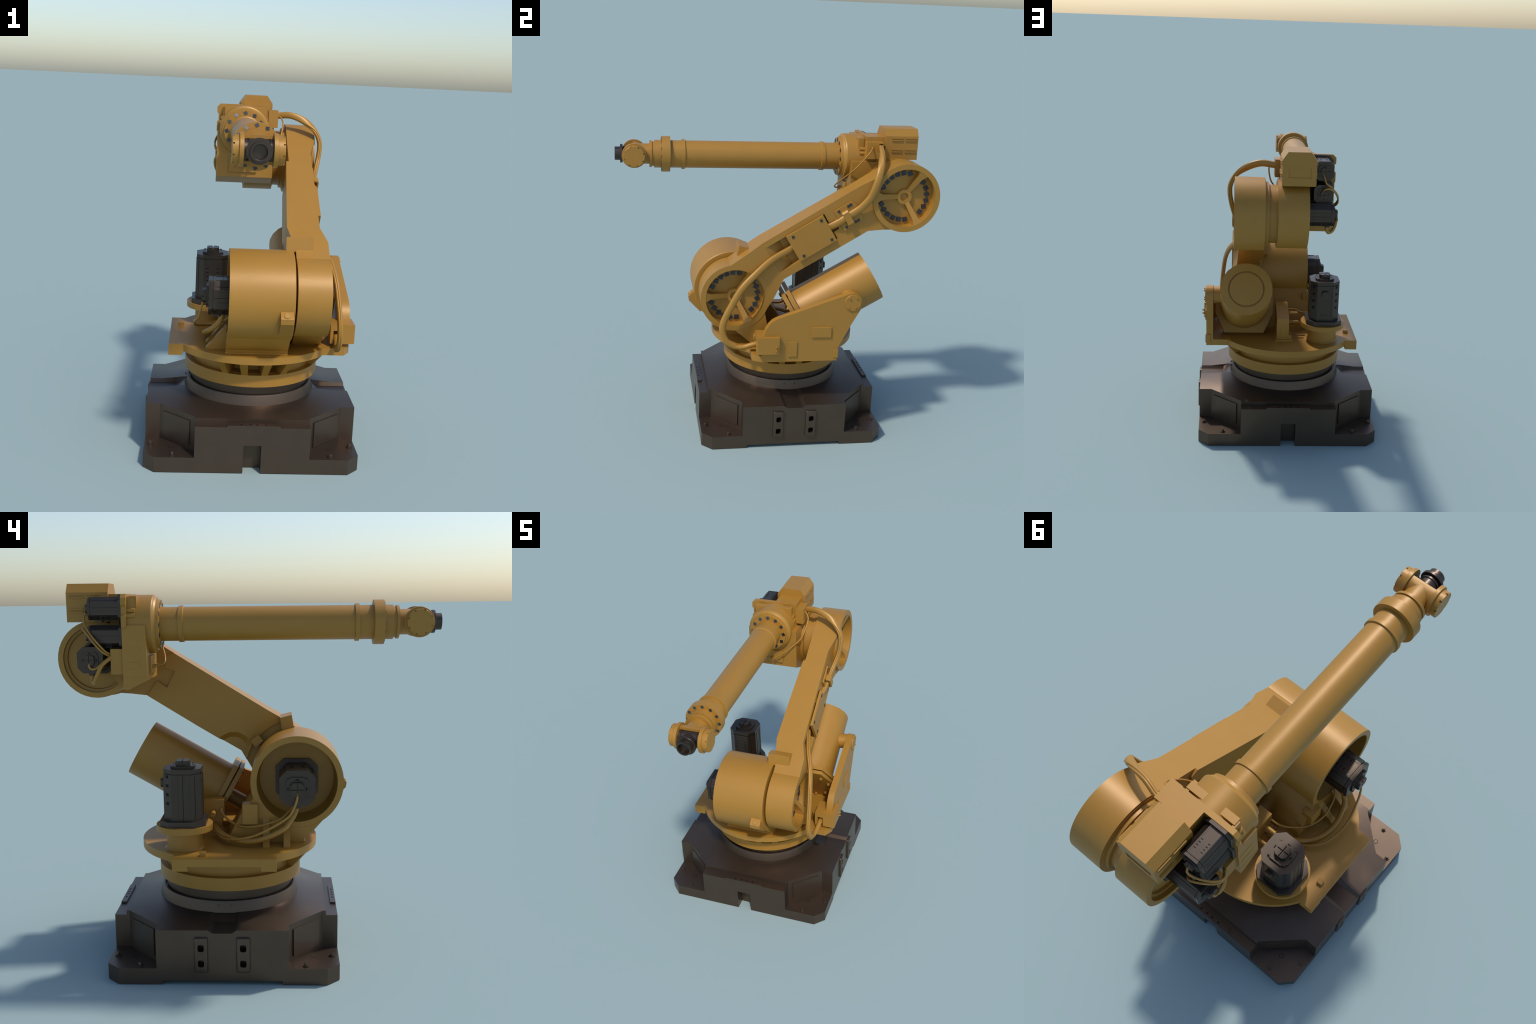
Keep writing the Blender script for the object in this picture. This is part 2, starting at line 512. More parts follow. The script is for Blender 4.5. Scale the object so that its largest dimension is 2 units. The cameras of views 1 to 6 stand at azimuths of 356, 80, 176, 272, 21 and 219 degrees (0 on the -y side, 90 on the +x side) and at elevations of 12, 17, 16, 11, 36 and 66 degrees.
GEAR_BOLT = square_bolt_mesh("gear_bolt", 0.0285, 0.007)
def gear_bolts(parent, c):
    for k in range(3):
        for j in range(6):
            a = rad(118 + 120 * k + (j - 2.5) * 15.6)
            p = V((X_FLOOR, c.y + 0.1485 * math.cos(a), c.z + 0.1485 * math.sin(a)))
            tilt = Matrix.Rotation(rad(rnd.uniform(-7, 7)), 4, "X") @ Matrix.Rotation(rad(rnd.uniform(-7, 7)), 4, "Y")
            place("gear_bolt", GEAR_BOLT, basis(p, (1, 0, 0), a + rnd.uniform(-0.2, 0.9), tilt), parent, BOLT)

def build_arm():
    # box beam lofted along the axis: s, top, bottom, left x (top, bottom), right x (top, bottom)
    st = [(-0.02, 0.195, -0.150, 0.197, 0.197, 0.3757, 0.3757),
          (0.085, 0.199, -0.196, 0.197, 0.197, 0.3757, 0.3757),
          (0.205, 0.2075, -0.130, 0.182, 0.182, 0.3757, 0.3757),
          (0.320, 0.2075, -0.066, 0.158, 0.158, 0.3395, 0.343),
          (0.60, 0.2075, -0.071, 0.170, 0.170, 0.3385, 0.342),
          (0.925, 0.2075, -0.072, 0.186, 0.187, 0.3385, 0.341),
          (1.011, 0.2075, -0.112, 0.190, 0.192, 0.3390, 0.349),
          (1.121, 0.2090, -0.170, 0.197, 0.199, 0.3690, 0.372),
          (1.235, 0.2100, -0.150, 0.200, 0.200, 0.3757, 0.3757)]
    bm = bmesh.new()
    rings = []
    for s, tt, tb, xlt, xlb, xrt, xrb in st:
        rings.append([bm.verts.new(arm_pt(x, s, t)) for x, t in ((xlt, tt), (xrt, tt), (xrb, tb), (xlb, tb))])
    for A, B in zip(rings, rings[1:]):
        for k in range(4):
            bm.faces.new((A[k], B[k], B[(k + 1) % 4], A[(k + 1) % 4]))
    bm.faces.new(rings[0])
    bm.faces.new(rings[-1])
    bmesh.ops.recalc_face_normals(bm, faces=bm.faces[:])
    bmesh.ops.triangulate(bm, faces=bm.faces[:])
    arm = add("lower_arm", mesh_from_bm(bm, "lower_arm", 20), YELLOW, ROBOT)
    # joint drums joined to the beam, with the lug that carries the balancer rod
    u1, u2, lug = bmesh.new(), bmesh.new(), bmesh.new()
    bm_lathe(u1, [(0.197, 0), (0.197, R_RIM), (X_FACE, R_RIM), (X_FACE, 0)], (0, JA.y, JA.z), (1, 0, 0), 64)
    bm_lathe(u2, [(0.2005, 0), (0.2005, R_RIM), (X_FACE, R_RIM), (X_FACE, 0)], (0, JB.y, JB.z), (1, 0, 0), 64)
    bm_prism(lug, [(-0.315, 0.7205), (-0.262, 0.7145), (-0.165, 0.632), (-0.105, 0.606), (-0.055, 0.632), (-0.048, 0.69), (-0.060, 0.751), (-0.0755, 0.827), (-0.09, 0.92), (-0.30, 0.85)], 0.215, 0.3735, "x")
    boolean(arm, [u1, u2, lug], "UNION", sharp=20)
    cuts = [cut_cyl([(X_FLOOR, R_POCKET), (0.45, R_POCKET)], (0, c.y, c.z), (1, 0, 0), 64) for c in (JA, JB)]
    # cable channel in the outer face
    cuts.append(cut_box((0.322, -0.0165, -0.052), (0.7375, 0.1705, 0.1), arm_m(0.341)))
    cuts.append(cut_box((0.72, 0.037, -0.03), (0.776, 0.103, 0.1), arm_m(0.341)))
    # relief around the elbow on the inner face
    pk = [(0.385, 1.590), (0.444, 1.572), (0.459, 1.507), (0.400, 1.486), (0.447, 1.395), (0.502, 1.432), (0.557, 1.352), (0.66, 1.30), (0.85, 1.40), (0.85, 1.85), (0.60, 1.75)]
    cuts.append(cut_prism(pk, 0.10, 0.2003, "x"))
    cuts.append(cut_cyl([(0.05, 0.285), (0.1975, 0.285)], (0, JA.y, JA.z), (1, 0, 0), 36))
    cuts.append(cut_cyl([(0.10, 0.128), (0.160, 0.113), (0.186, 0.080)], (0, 0.085, 1.040), (1, 0, 0), 14))   # clearance scoop above the balancer
    boolean(arm, cuts, sharp=20)
    # sloped end wall of the channel
    bm = bmesh.new()
    bm_prism(bm, [(0.321, 0.003), (0.321, -0.053), (0.42, -0.053), (0.36, -0.02)], -0.0160, 0.1700, "y", arm_m(0.341))
    add("channel_ramp", mesh_from_bm(bm, "channel_ramp"), YELLOW, arm)
    for c in (JA, JB):
        spokes(arm, c)
        gear_bolts(arm, c)
    # cover plate with four screws
    bm = bmesh.new()
    bm_box(bm, (0.4635, -0.0135, 0.0035), (0.7265, 0.1725, 0.0200), arm_m(0.341))
    cover = add("channel_cover", mesh_from_bm(bm, "channel_cover"), YELLOW, arm)
    sm = square_bolt_mesh("cover_screw", 0.0155, 0.0035)
    for s in (0.5005, 0.701):
        for t in (0.0075, 0.150):
            place("cover_screw", sm, basis(arm_pt(0.361, s, t), (1, 0, 0), rnd.uniform(0, 1.5)), arm, BOLT)
    # hose clamp
    bm = bmesh.new()
    bm_prism(bm, [(0.796, 0.010), (0.925, 0.010), (0.942, 0.035), (0.942, 0.122), (0.925, 0.156), (0.796, 0.156)], 0.0, 0.0105, "z", arm_m(0.342))
    add("clamp_plate", mesh_from_bm(bm, "clamp_plate"), YELLOW, arm)
    bm = bmesh.new()
    bm_prism(bm, [(0.032, 0.006), (0.032, 0.0340), (0.040, 0.0430), (0.120, 0.0430), (0.128, 0.0340), (0.128, 0.006), (0.116, 0.006), (0.116, 0.032), (0.044, 0.032), (0.044, 0.006)], 0.0, 0.040, "z")
    M = arm_m(0.342, 0.8315, 0) @ Matrix(((0, 0, 1, 0), (1, 0, 0, 0), (0, 1, 0, 0), (0, 0, 0, 1)))
    for v in bm.verts:
        v.co = M @ v.co
    add("hose_clamp", mesh_from_bm(bm, "hose_clamp"), YELLOW, arm)
    for s, t in ((0.823, 0.139), (0.891, 0.139), (0.908, 0.140), (0.820, 0.025), (0.886, 0.026), (0.905, 0.026)):
        place("cover_screw", sm, basis(arm_pt(0.3525, s, t), (1, 0, 0), rnd.uniform(0, 1.5)), arm, BOLT)
    lathe("balancer_pin", [(0.33, 0.034), (0.395, 0.034), (0.398, 0.031)], (0, -0.112, 0.671), (1, 0, 0), YELLOW, arm, 24)
    return arm
ARM = build_arm()

# ------------------------------------------------------------------ balancer
def build_balancer():
    ang = rad(29.8)
    d = V((0, math.cos(ang), math.sin(ang)))
    end = V((0.290, 0.6125, 1.0445))
    bal = lathe("balancer_cylinder", [(-0.515, 0.1655), (0.0, 0.1655), (0.0005, 0.1155), (-0.010, 0.1150), (-0.010, 0.1060), (0.0, 0.1055)], end, d, YELLOW, ROBOT, 20, phase=rad(9), sharp=25)
    n = V((0, -d.z, d.y))
    def plate(name, s0, s1, shrink=0.0):
        M = Matrix((V((1, 0, 0)), n, d)).transposed().to_4x4()
        M.translation = end
        a, b, c = 0.195 - shrink, 0.132, 0.062
        bm = bmesh.new()
        bm_prism(bm, [(b, -a), (a, -c), (a, c), (b, a), (-b, a), (-a, c), (-a, -c), (-b, -a)], s0, s1, "z", M)
        return add(name, mesh_from_bm(bm, name), YELLOW, bal)
    plate("balancer_flange", -0.529, -0.503)
    plate("balancer_end_plate", -0.562, -0.537)
    lathe("flange_spacer", [(-0.54, 0.15), (-0.525, 0.15)], end, d, YELLOW, bal, 24)
    bm_name = hex_bolt_mesh("flange_bolt", 0.008, 0.013)
    for k in range(12):
        a = rad(15 + 30 * k)
        p = end + d * (-0.562) + (V((1, 0, 0)) * math.cos(a) + n * math.sin(a)) * 0.170
        place("flange_bolt", bm_name, basis(p, -d), bal, YELLOW)
    lathe("balancer_rod", [(-0.80, 0.045), (-0.55, 0.045)], end, d, YELLOW, bal, 24)
    lathe("rod_eye", [(-0.06, 0.055), (0.06, 0.055)], V((0.290, -0.085, 0.650)), (1, 0, 0), YELLOW, bal, 24)
    lathe("trunnion", [(0.40, 0.053), (0.500, 0.053)], (0, 0.4405, 0.951), (1, 0, 0), YELLOW, bal, 28)
    return bal
BAL = build_balancer()

def build_bracket():
    pc = V((0, 0.4405, 0.950))
    r = 0.0605
    pts = [(-0.114, 0.5672), (0.3625, 0.5672), (0.3605, 0.645), (0.436, 0.797), (0.4985, 0.913)]
    for k in range(0, 9):
        a = rad(-12 + 123 * k / 8)
        pts.append((pc.y + r * math.cos(a), pc.z + r * math.sin(a)))
    pts += [(-0.022, 0.851), (-0.050, 0.836), (-0.074, 0.811), (-0.092, 0.782), (-0.103, 0.745), (-0.107, 0.715), (-0.114, 0.69)]
    br = prism("balancer_bracket", pts, 0.4975, 0.5420, "x", YELLOW, ROBOT, sharp=30)
    lathe("trunnion_cap", [(0.53, 0.0525), (0.5480, 0.0525), (0.5495, 0.051)], (0, pc.y, pc.z), (1, 0, 0), YELLOW, br, 28)
    sc = hex_bolt_mesh("cap_screw", 0.0045, 0.008)
    for dy, dz in ((-0.022, 0.030), (0.023, 0.032), (-0.026, -0.029), (0.019, -0.028)):
        place("cap_screw", sc, basis((0.5495, pc.y + dy, pc.z + dz), (1, 0, 0)), br, YELLOW)
    box("name_plate", (0.53, 0.1925, 0.7270), (0.5505, 0.3155, 0.7935), YELLOW, br, 0.001)
    box("name_plate", (0.53, 0.0500, 0.6020), (0.5490, 0.1045, 0.7005), YELLOW, br, 0.001)
    box("edge_cleat", (0.516, 0.337, 0.5870), (0.5475, 0.3675, 0.6440), YELLOW, br, 0.001)
    jb = prism("hose_box", [(0.430, 0.628), (0.5665, 0.628), (0.5665, 0.7365), (0.430, 0.7365)], -0.1435, -0.0090, "y", YELLOW, br)
    boolean(jb, [cut_box((0.447, -0.20, 0.622), (0.484, -0.06, 0.702))])
    ss = hex_bolt_mesh("box_screw", 0.0055, 0.014)
    for z in (0.678, 0.654):
        place("box_screw", ss, basis((0.5665, -0.0285, z), (1, 0, 0)), br, YELLOW)
    return br
BRK = build_bracket()

# ------------------------------------------------------------------ elbow housing
FX, FZ = -0.068, 1.748
def build_elbow():
    h = prism("elbow_housing", [(0.4895, 1.746), (0.4885, 1.4705), (0.583, 1.4245), (0.6085, 1.4245), (0.660, 1.4245), (0.70, 1.48), (0.70, 1.746)], -0.2290, 0.1105, "x", YELLOW, ROBOT)
    # keep the motor bay on the inner side free
    boolean(h, [cut_box((-0.4, 0.6085, 1.30), (-0.047, 0.9, 2.0))])
    ring = bmesh.new()
    bm_lathe(ring, [(-0.052, 0.1735), (-0.052, 0.2010), (0.127, 0.2010), (0.127, 0.1725), (0.177, 0.1725), (0.1775, 0.190), (0.1965, 0.190), (0.1968, 0.205), (0.201, 0.205), (0.201, 0.0)],
             (0, JB.y, JB.z), (1, 0, 0), 40)
    bm_lathe(ring, [(-0.052, 0.1735), (-0.030, 0.1735), (-0.028, 0.158), (-0.014, 0.155), (-0.012, 0.0)], (0, JB.y, JB.z), (1, 0, 0), 40)
    bmesh.ops.remove_doubles(ring, verts=ring.verts[:], dist=1e-5)
    add("elbow_joint_drum", mesh_from_bm(ring, "elbow_joint_drum"), YELLOW, h)
    # barrel that carries the forearm
    lathe("forearm_barrel", [(0.430, 0.100), (0.430, 0.1230), (0.4470, 0.1260), (0.4474, 0.1330), (0.4560, 0.1390), (0.4600, 0.1455), (0.4660, 0.1485), (0.60, 0.1490)],
          (FX, 0, FZ), (0, 1, 0), YELLOW, h, 64, sharp=16)
    # motor mounting plate
    prism("motor_plate", [(0.0865, 1.9015), (-0.2145, 1.9005), (-0.2335, 1.8815), (-0.2335, 1.8475), (-0.2245, 1.8385), (-0.2245, 1.8000), (-0.2335, 1.7910), (-0.2335, 1.7360), (-0.2185, 1.7190), (-0.2185, 1.60), (0.0865, 1.60)],
          0.5835, 0.6092, "y", YELLOW, h)
    for x0, x1 in ((-0.189, -0.088), (-0.048, 0.064)):
        box("mount_pad", (x0, 0.5355, 1.800), (x1, 0.5725, 1.8895), YELLOW, h, 0.001)
    for sx in (-1, 1):
        xc = FX + sx * 0.121
        prism("mount_web", [(xc - 0.008, 1.74), (xc + 0.008, 1.74), (xc + 0.008, 1.885), (xc - 0.008, 1.885)], 0.5450, 0.5840, "y", YELLOW, h)
        for dx, z in ((0.131, 1.8185), (0.140, 1.7935)):
            lathe("mount_screw", [(0.5435, 0.0125), (0.585, 0.0125)], (FX + sx * dx, 0, z), (0, 1, 0), YELLOW, h, 14)
    # electronics hood and boxes behind the plate
    box("cable_box", (-0.066, 0.6085, 1.74), (0.0855, 0.7005, 1.9020), YELLOW, h)
    hood = prism("rear_hood", [(-0.0525, 1.9560), (0.0780, 1.9560), (0.1090, 1.9115), (0.1090, 1.7610), (-0.0865, 1.7610), (-0.0865, 1.9115)], 0.7000, 0.9160, "y", YELLOW, h)
    boolean(hood, [cut_box((-0.057, 0.9115, 1.8085), (0.073, 0.95, 1.8665))])
    bm = bmesh.new()
    for xs, x0 in ((1, 0.109), (-1, -0.0865)):
        for y0 in (0.7395, 0.8275):
            for z in (1.9000, 1.8850, 1.8270, 1.8125):
                xa, xb = sorted((x0 - xs * 0.003, x0 + xs * 0.0065))
                bm_box(bm, (xa, y0, z - 0.0030), (xb, y0 + 0.0715, z + 0.0030))
    add("hood_louvre", mesh_from_bm(bm, "hood_louvre"), YELLOW, h, "stuff")
    jb = box("hose_outlet_box", (0.080, 0.5740, 1.7685), (0.1385, 0.6815, 1.8740), YELLOW, h)
    boolean(jb, [cut_box((0.118, 0.652, 1.812), (0.2, 0.6775, 1.866))])
    box("outlet_shelf", (0.060, 0.6500, 1.700), (0.1100, 0.7350, 1.7650), YELLOW, h)
    box("front_pad", (-0.153, 0.4765, 1.5005), (0.0140, 0.4950, 1.5905), YELLOW, h, 0.001)
    for x in (-0.105, -0.070, -0.035):
        lathe("pad_fitting", [(0.4600, 0.0085), (0.48, 0.0085)], (x, 0, 1.5355), (0, 1, 0), YELLOW, h, 12)
    # long rounded relief marks on the inner flank
    bm = bmesh.new()
    for z in (1.5485, 1.6245):
        o = []
        for c0, a0 in ((0.5820, -90), (0.5345, 90)):
            for k in range(9):
                a = rad(a0 + 180 * k / 8)
                o.append((c0 + 0.0150 * math.cos(a), z + 0.0150 * math.sin(a)))
        bm_prism(bm, o, -0.2305, -0.2200, "x")
    add("flank_boss", mesh_from_bm(bm, "flank_boss"), YELLOW, h, "stuff")
    box("lower_sill", (-0.2300, 0.4892, 1.4835), (-0.2200, 0.6080, 1.4875), YELLOW, h)
    box("connector_box", (-0.215, 0.6080, 1.5020), (-0.085, 0.6720, 1.6290), YELLOW, h)
    return h
ELB = build_elbow()

# ------------------------------------------------------------------ forearm, wrist and tool flange
def build_forearm():
    prof = [(0.45, 0.0868), (0.338, 0.0868), (0.337, 0.0930), (0.314, 0.0930), (0.311, 0.0868), (-0.560, 0.0866), (-0.5625, 0.0950), (-0.5825, 0.0950), (-0.5835, 0.0866),
            (-0.6555, 0.0866), (-0.6560, 0.1125), (-0.7090, 0.1125), (-0.7095, 0.0873), (-0.7545, 0.0873), (-0.7550, 0.0775), (-0.7695, 0.0775), (-0.7700, 0.0845), (-0.7840, 0.0845), (-0.7845, 0.0640), (-0.80, 0.0640)]
    prof = prof[::-1]
    fa = lathe("forearm", prof, (FX, 0, FZ), (0, 1, 0), YELLOW, ROBOT, 56)
    SPIN0, SPIN1 = rad(30), 1.0
    def flange_bolts(y, r, s, nm):
        me = square_bolt_mesh(nm, s, 0.0022)
        # heads are flat; their top normals are skewed to set varied glints
        sk = V((math.cos(rad(-80)), math.sin(rad(-80)), 0)) * 0.42 + V((0, 0, 1))
        me.normals_split_custom_set([sk.normalized() if p.normal.z > 0.9 else p.normal for p in me.polygons for _ in p.loop_indices])
        for k in range(12):
            a = rad(30 * k)
            place(nm, me, basis((FX + r * math.cos(a), y, FZ + r * math.sin(a)), (0, -1, 0), SPIN0 + SPIN1 * a), fa, BOLT)
    flange_bolts(0.4300, 0.1080, 0.0205, "barrel_bolt")
    flange_bolts(-0.7090, 0.0985, 0.0170, "collar_bolt")
    return fa
FORE = build_forearm()

WY = -0.880
def build_wrist():
    yoke = lathe("wrist_yoke", [(-0.073, 0.0655), (0.073, 0.0655)], (FX, WY, FZ), (1, 0, 0), YELLOW, ROBOT, 48)
    stem = bmesh.new()
    bm_lathe(stem, solid([(-0.8790, 0.0643), (-0.780, 0.0643)]), (FX, 0, FZ), (0, 1, 0), 48)
    boolean(yoke, [stem], "UNION", sharp=28)
    boolean(yoke, [cut_box((FX - 0.2, -1.2, FZ - 0.2), (FX + 0.2, -0.8865, FZ + 0.2)),
                   cut_box((FX - 0.0665, -1.2, FZ - 0.0495), (FX + 0.0665, -0.838, FZ + 0.0495))], sharp=28)
    for sx in (-1, 1):
        cap = lathe("wrist_cap", [(0.066, 0.0765), (0.0840, 0.0765), (0.0852, 0.0755), (0.0855, 0.0665), (0.0885, 0.0665), (0.0887, 0.0655), (0.115, 0.0655), (0.1165, 0.064)], (FX, WY, FZ), (sx, 0, 0), YELLOW, yoke, 48)
        cuts = []
        for k in range(8):
            a = rad(18 + 45 * k)
            M = Matrix.Translation((FX + sx * 0.1125, WY, FZ)) @ Matrix.Rotation(a, 4, "X")
            cuts.append(cut_box((-0.006 if sx > 0 else -0.03, 0.0575, -0.0048), (0.03 if sx > 0 else 0.006, 0.08, 0.0048), M))
        boolean(cap, cuts)
    tool = lathe("wrist_tool_hub", [(-0.070, 0.0500), (-0.052, 0.0500), (-0.051, 0.0460), (-0.046, 0.0460), (-0.045, 0.0490), (0.045, 0.0490), (0.046, 0.0460), (0.051, 0.0460), (0.052, 0.0500), (0.070, 0.0500)],
                 (FX, WY, FZ), (1, 0, 0), MOTOR, ROBOT, 40)
    lathe("tool_neck", [(-0.9520, 0.0420), (-0.9430, 0.0480), (-0.935, 0.0480), (-0.930, 0.0440), (-0.88, 0.0440)], (FX, 0, FZ), (0, 1, 0), MOTOR, tool, 36)
    bm = bmesh.new()
    bm_lathe(bm, [(-0.972, 0.0), (-0.972, 0.0335), (-0.9995, 0.0345), (-1.0, 0.0352), (-1.0, 0.0420), (-0.9672, 0.0425), (-0.9668, 0.0575), (-0.9655, 0.0585), (-0.9525, 0.0585), (-0.9510, 0.0570), (-0.951, 0.0)],
             (FX, 0, FZ), (0, 1, 0), 40)
    add("tool_flange", mesh_from_bm(bm, "tool_flange"), MOTOR, tool)
    return yoke
WRIST = build_wrist()

# ------------------------------------------------------------------ servo motors
def octagon(h, c):
    return [(-h + c, -h), (h - c, -h), (h, -h + c), (h, h - c), (h - c, h), (-h + c, h), (-h, h - c), (-h, -h + c)]

def servo_motor(w, length, M, plug=None, plug_side=0):
    """Motor along local +z: square flange, chamfered body, end bell, stepped encoder cover."""
    k = w / 0.19
    side = int(round(plug_side / 90)) % 4
    seam, vent = (side + 1) % 2, (side + 2) % 4              # vents sit opposite the plug
    enc2, enc1, capt = 0.024 * k, 0.011 * k, 0.020 * k
    zb = length - enc2 - enc1 - capt - 0.006 * k
    h = w / 2
    fl_h = 0.1165 * k
    bm = bmesh.new()
    bm_prism(bm, octagon(h, 0.042 * k), 0.012 * k, zb, "z")
    body = add("servo_motor", mesh_from_bm(bm, "servo_motor"), MOTOR, ROBOT)
    body.matrix_world = M
    def sub(name, build, mat=MOTOR, kind=None):
        b = bmesh.new()
        build(b)
        o = add(name, mesh_from_bm(b, name), mat, body, kind)
        return o
    def flange(b):
        bm_prism(b, octagon(fl_h, 0.046 * k), 0.0, 0.030 * k, "z")
    fl = sub("mounting_flange", flange)
    def slot_pair(x0, x1, off, half, z0, z1):
        out = []
        for i in range(4):
            R = Matrix.Rotation(rad(45 + 90 * i), 4, "Z")
            for o in off:
                out.append(cut_box((x0 * k, (o - half) * k, z0), (x1 * k, (o + half) * k, z1), R))
        return out
    boolean(fl, slot_pair(0.1085, 0.20, (0.0,), 0.0235, 0.009 * k, 0.06 * k))     # bolt pockets
    def bell(b):
        bm_prism(b, octagon(h * 1.0, 0.040 * k), zb + 0.006 * k, zb + 0.006 * k + capt, "z")
    bl = sub("end_bell", bell)
    boolean(bl, slot_pair(0.091, 0.14, (-0.016, 0.016), 0.0055, zb, zb + 0.06 * k))
    def hardware(b):
        bm_prism(b, octagon(h * 0.945, 0.042 * k), zb - 0.001, zb + 0.006 * k + 0.001, "z")
        for i in range(4):
            a = rad(45 + 90 * i)
            for o in (-0.013, 0.013):
                c = V((math.cos(a) * 0.1175 - math.sin(a) * o, math.sin(a) * 0.1175 + math.cos(a) * o, 0)) * k
                bm_lathe(b, solid([(0.008 * k, 0.0068 * k), (0.021 * k, 0.0068 * k)]), c, (0, 0, 1), 6)
            for o in (-0.016, 0.016):
                c = V((math.cos(a) * 0.094 - math.sin(a) * o, math.sin(a) * 0.094 + math.cos(a) * o, 0)) * k
                bm_lathe(b, solid([(zb, 0.0040 * k), (zb + 0.018 * k, 0.0040 * k)]), c, (0, 0, 1), 6)
    sub("motor_screw", hardware, MOTOR, "stuff")
    z1 = zb + 0.006 * k + capt
    def enc(b):
        bm_prism(b, octagon(0.060 * k, 0.026 * k), z1 - 0.001, z1 + enc1, "z")
        bm_prism(b, octagon(0.036 * k, 0.014 * k), z1 + enc1 - 0.001, z1 + enc1 + enc2 * 0.62, "z")
        for i in range(4):
            R = Matrix.Rotation(rad(90 * i), 4, "Z")
            g = 0.0028
            bm_prism(b, [(g * k, g * k), (0.035 * k, g * k), (0.035 * k, 0.021 * k), (0.021 * k, 0.035 * k), (g * k, 0.035 * k)], z1 + enc1, z1 + enc1 + enc2, "z", R)
        for sx in (-1, 1):
            for sy in (-1, 1):
                bm_box(b, (sx * 0.047 * k - 0.006 * k, sy * 0.047 * k - 0.006 * k, z1), (sx * 0.047 * k + 0.006 * k, sy * 0.047 * k + 0.006 * k, z1 + enc1 * 1.2))
    sub("encoder_cover", enc)
    def slits(b):
        zt = z1 + enc1 + enc2
        for i in range(4):
            R = Matrix.Rotation(rad(90 * i), 4, "Z")
            bm_box(b, (0.046 * k, -0.009 * k, z1 + enc1 - 0.002), (0.052 * k, 0.009 * k, z1 + enc1 + 0.0005), R)
        # solid black bars drawing the shade of vents, seams and square pockets
        for i in range(4):
            R = Matrix.Rotation(rad(90 * i), 4, "Z")
            if i % 2 == seam:
                bm_box(b, (h - 0.003, 0.006 * k, 0.03 * k), (h + 0.0005, 0.0085 * k, zb - 0.004 * k), R)
            elif i == vent:
                for j in range(4):
                    z = zb - (0.055 + 0.024 * j) * k
                    for y in (-0.030 * k, 0.030 * k):
                        bm_box(b, (h - 0.003, y - 0.0075 * k, z), (h + 0.0005, y + 0.0075 * k, z + 0.0065 * k), R)
        hc = math.sqrt(2) * (h - 0.021 * k)
        for i in range(4):
            R = Matrix.Rotation(rad(45 + 90 * i), 4, "Z")
            if i not in (side, (side - 1) % 4):
                bm_box(b, (hc - 0.003, -0.012 * k, 0.04 * k), (hc + 0.0004, -0.009 * k, zb - 0.01 * k), R)
                continue
            for j in range(4):
                z = zb - (0.012 + 0.046 * j) * k
                if z > 0.06 * k:
                    bm_box(b, (hc - 0.004, -0.010 * k, z - 0.008 * k), (hc + 0.0005, 0.010 * k, z + 0.008 * k), R)
    sub("vent_shadow_bar", slits, HOLE_SHADE, "stuff")
    def ridges(b):
        for i in range(4):
            R = Matrix.Rotation(rad(90 * i), 4, "Z")
            for y in (-0.022 * k, 0.036 * k) if i % 2 == seam else (-0.046 * k, 0.046 * k):
                bm_box(b, (h - 0.004, y - 0.004 * k, 0.03 * k), (h + 0.0022 * k, y + 0.004 * k, zb - 0.01 * k), R)
    sub("body_ridge", ridges, MOTOR, "stuff")
    if plug is not None:
        R = Matrix.Rotation(rad(plug_side), 4, "Z")
        def pl(b):
            bm_prism(b, octagon(0.0215 * k, 0.008 * k), h - 0.002, h + 0.020 * k, "z", R @ Matrix.Translation((0, 0, plug)) @ Matrix.Rotation(rad(90), 4, "Y"))
            bm_box(b, (h - 0.002, -0.024 * k, 0.050 * k), (h + 0.004 * k, 0.024 * k, 0.074 * k), R)
        o = sub("plug_socket", pl)
    return body

def axes(loc, z, x):
    z, x = V(z).normalized(), V(x).normalized()
    y = z.cross(x)
    M = Matrix((x, y, z)).transposed().to_4x4()
    M.translation = V(loc)
    return M

servo_motor(0.1905, 0.331, axes((-0.233, 0.3185, 0.7345), (0, 0, 1), (0, 1, 0)).copy() @ Matrix.Rotation(rad(90), 4, "Z"), 0.215, -90)
servo_motor(0.1850, 0.281, axes((-0.011, -0.266, 0.9195), (-1, 0, 0), (0, 0, -1)), 0.20, 0)
servo_motor(0.1320, 0.222, axes((-0.011, 0.7780, 1.5740), (-1, 0, 0), (0, 0, -1)), 0.165, 0)
servo_motor(0.1130, 0.194, axes((-0.1465, 0.6085, 1.8290), (0, 1, 0), (0, 0, -1)), 0.120, 0)
servo_motor(0.1130, 0.194, axes((-0.1465, 0.6085, 1.6900), (0, 1, 0), (0, 0, -1)), 0.120, 0)

# ------------------------------------------------------------------ connector block on the deck
def build_block():
    b = box("connector_block", (-0.005, 0.140, 0.6078), (0.075, 0.380, 0.762), YELLOW, ROBOT)
    M = None
    prism("block_top", [(0.128, 0.800), (0.200, 0.800), (0.3795, 0.7635), (0.3795, 0.70), (0.128, 0.70)], -0.0052, 0.0752, "x", YELLOW, b)
    box("block_sill", (-0.033, 0.120, 0.6065), (0.083, 0.392, 0.6225), YELLOW, b)
    box("block_side", (-0.025, 0.130, 0.620), (0.0, 0.378, 0.648), YELLOW, b)
    box("block_cover", (0.010, 0.3795, 0.632), (0.052, 0.3815, 0.722), YELLOW, b, 0.001)
    for z, r in ((0.735, 0.013), (0.700, 0.010)):
        lathe("plug", [(-0.075, r), (-0.004, r), (-0.004, r * 1.25), (0.0, r * 1.25)], (0, 0.185 + (0.735 - z) * 2, z), (1, 0, 0), YELLOW, b, 14)
    return b
BLK = build_block()

# ------------------------------------------------------------------ hoses and cables
def ribbon_hose(name, pts, wide, hw, parent):
    path = catmull(pts, 10)
    for sgn in (-1, 1):
        bm = bmesh.new()
        bm_sweep(bm, path, hw, 0.0100, wide, sgn * 0.0050, 18)
        add(name, mesh_from_bm(bm, name, 60), HOSE, parent)

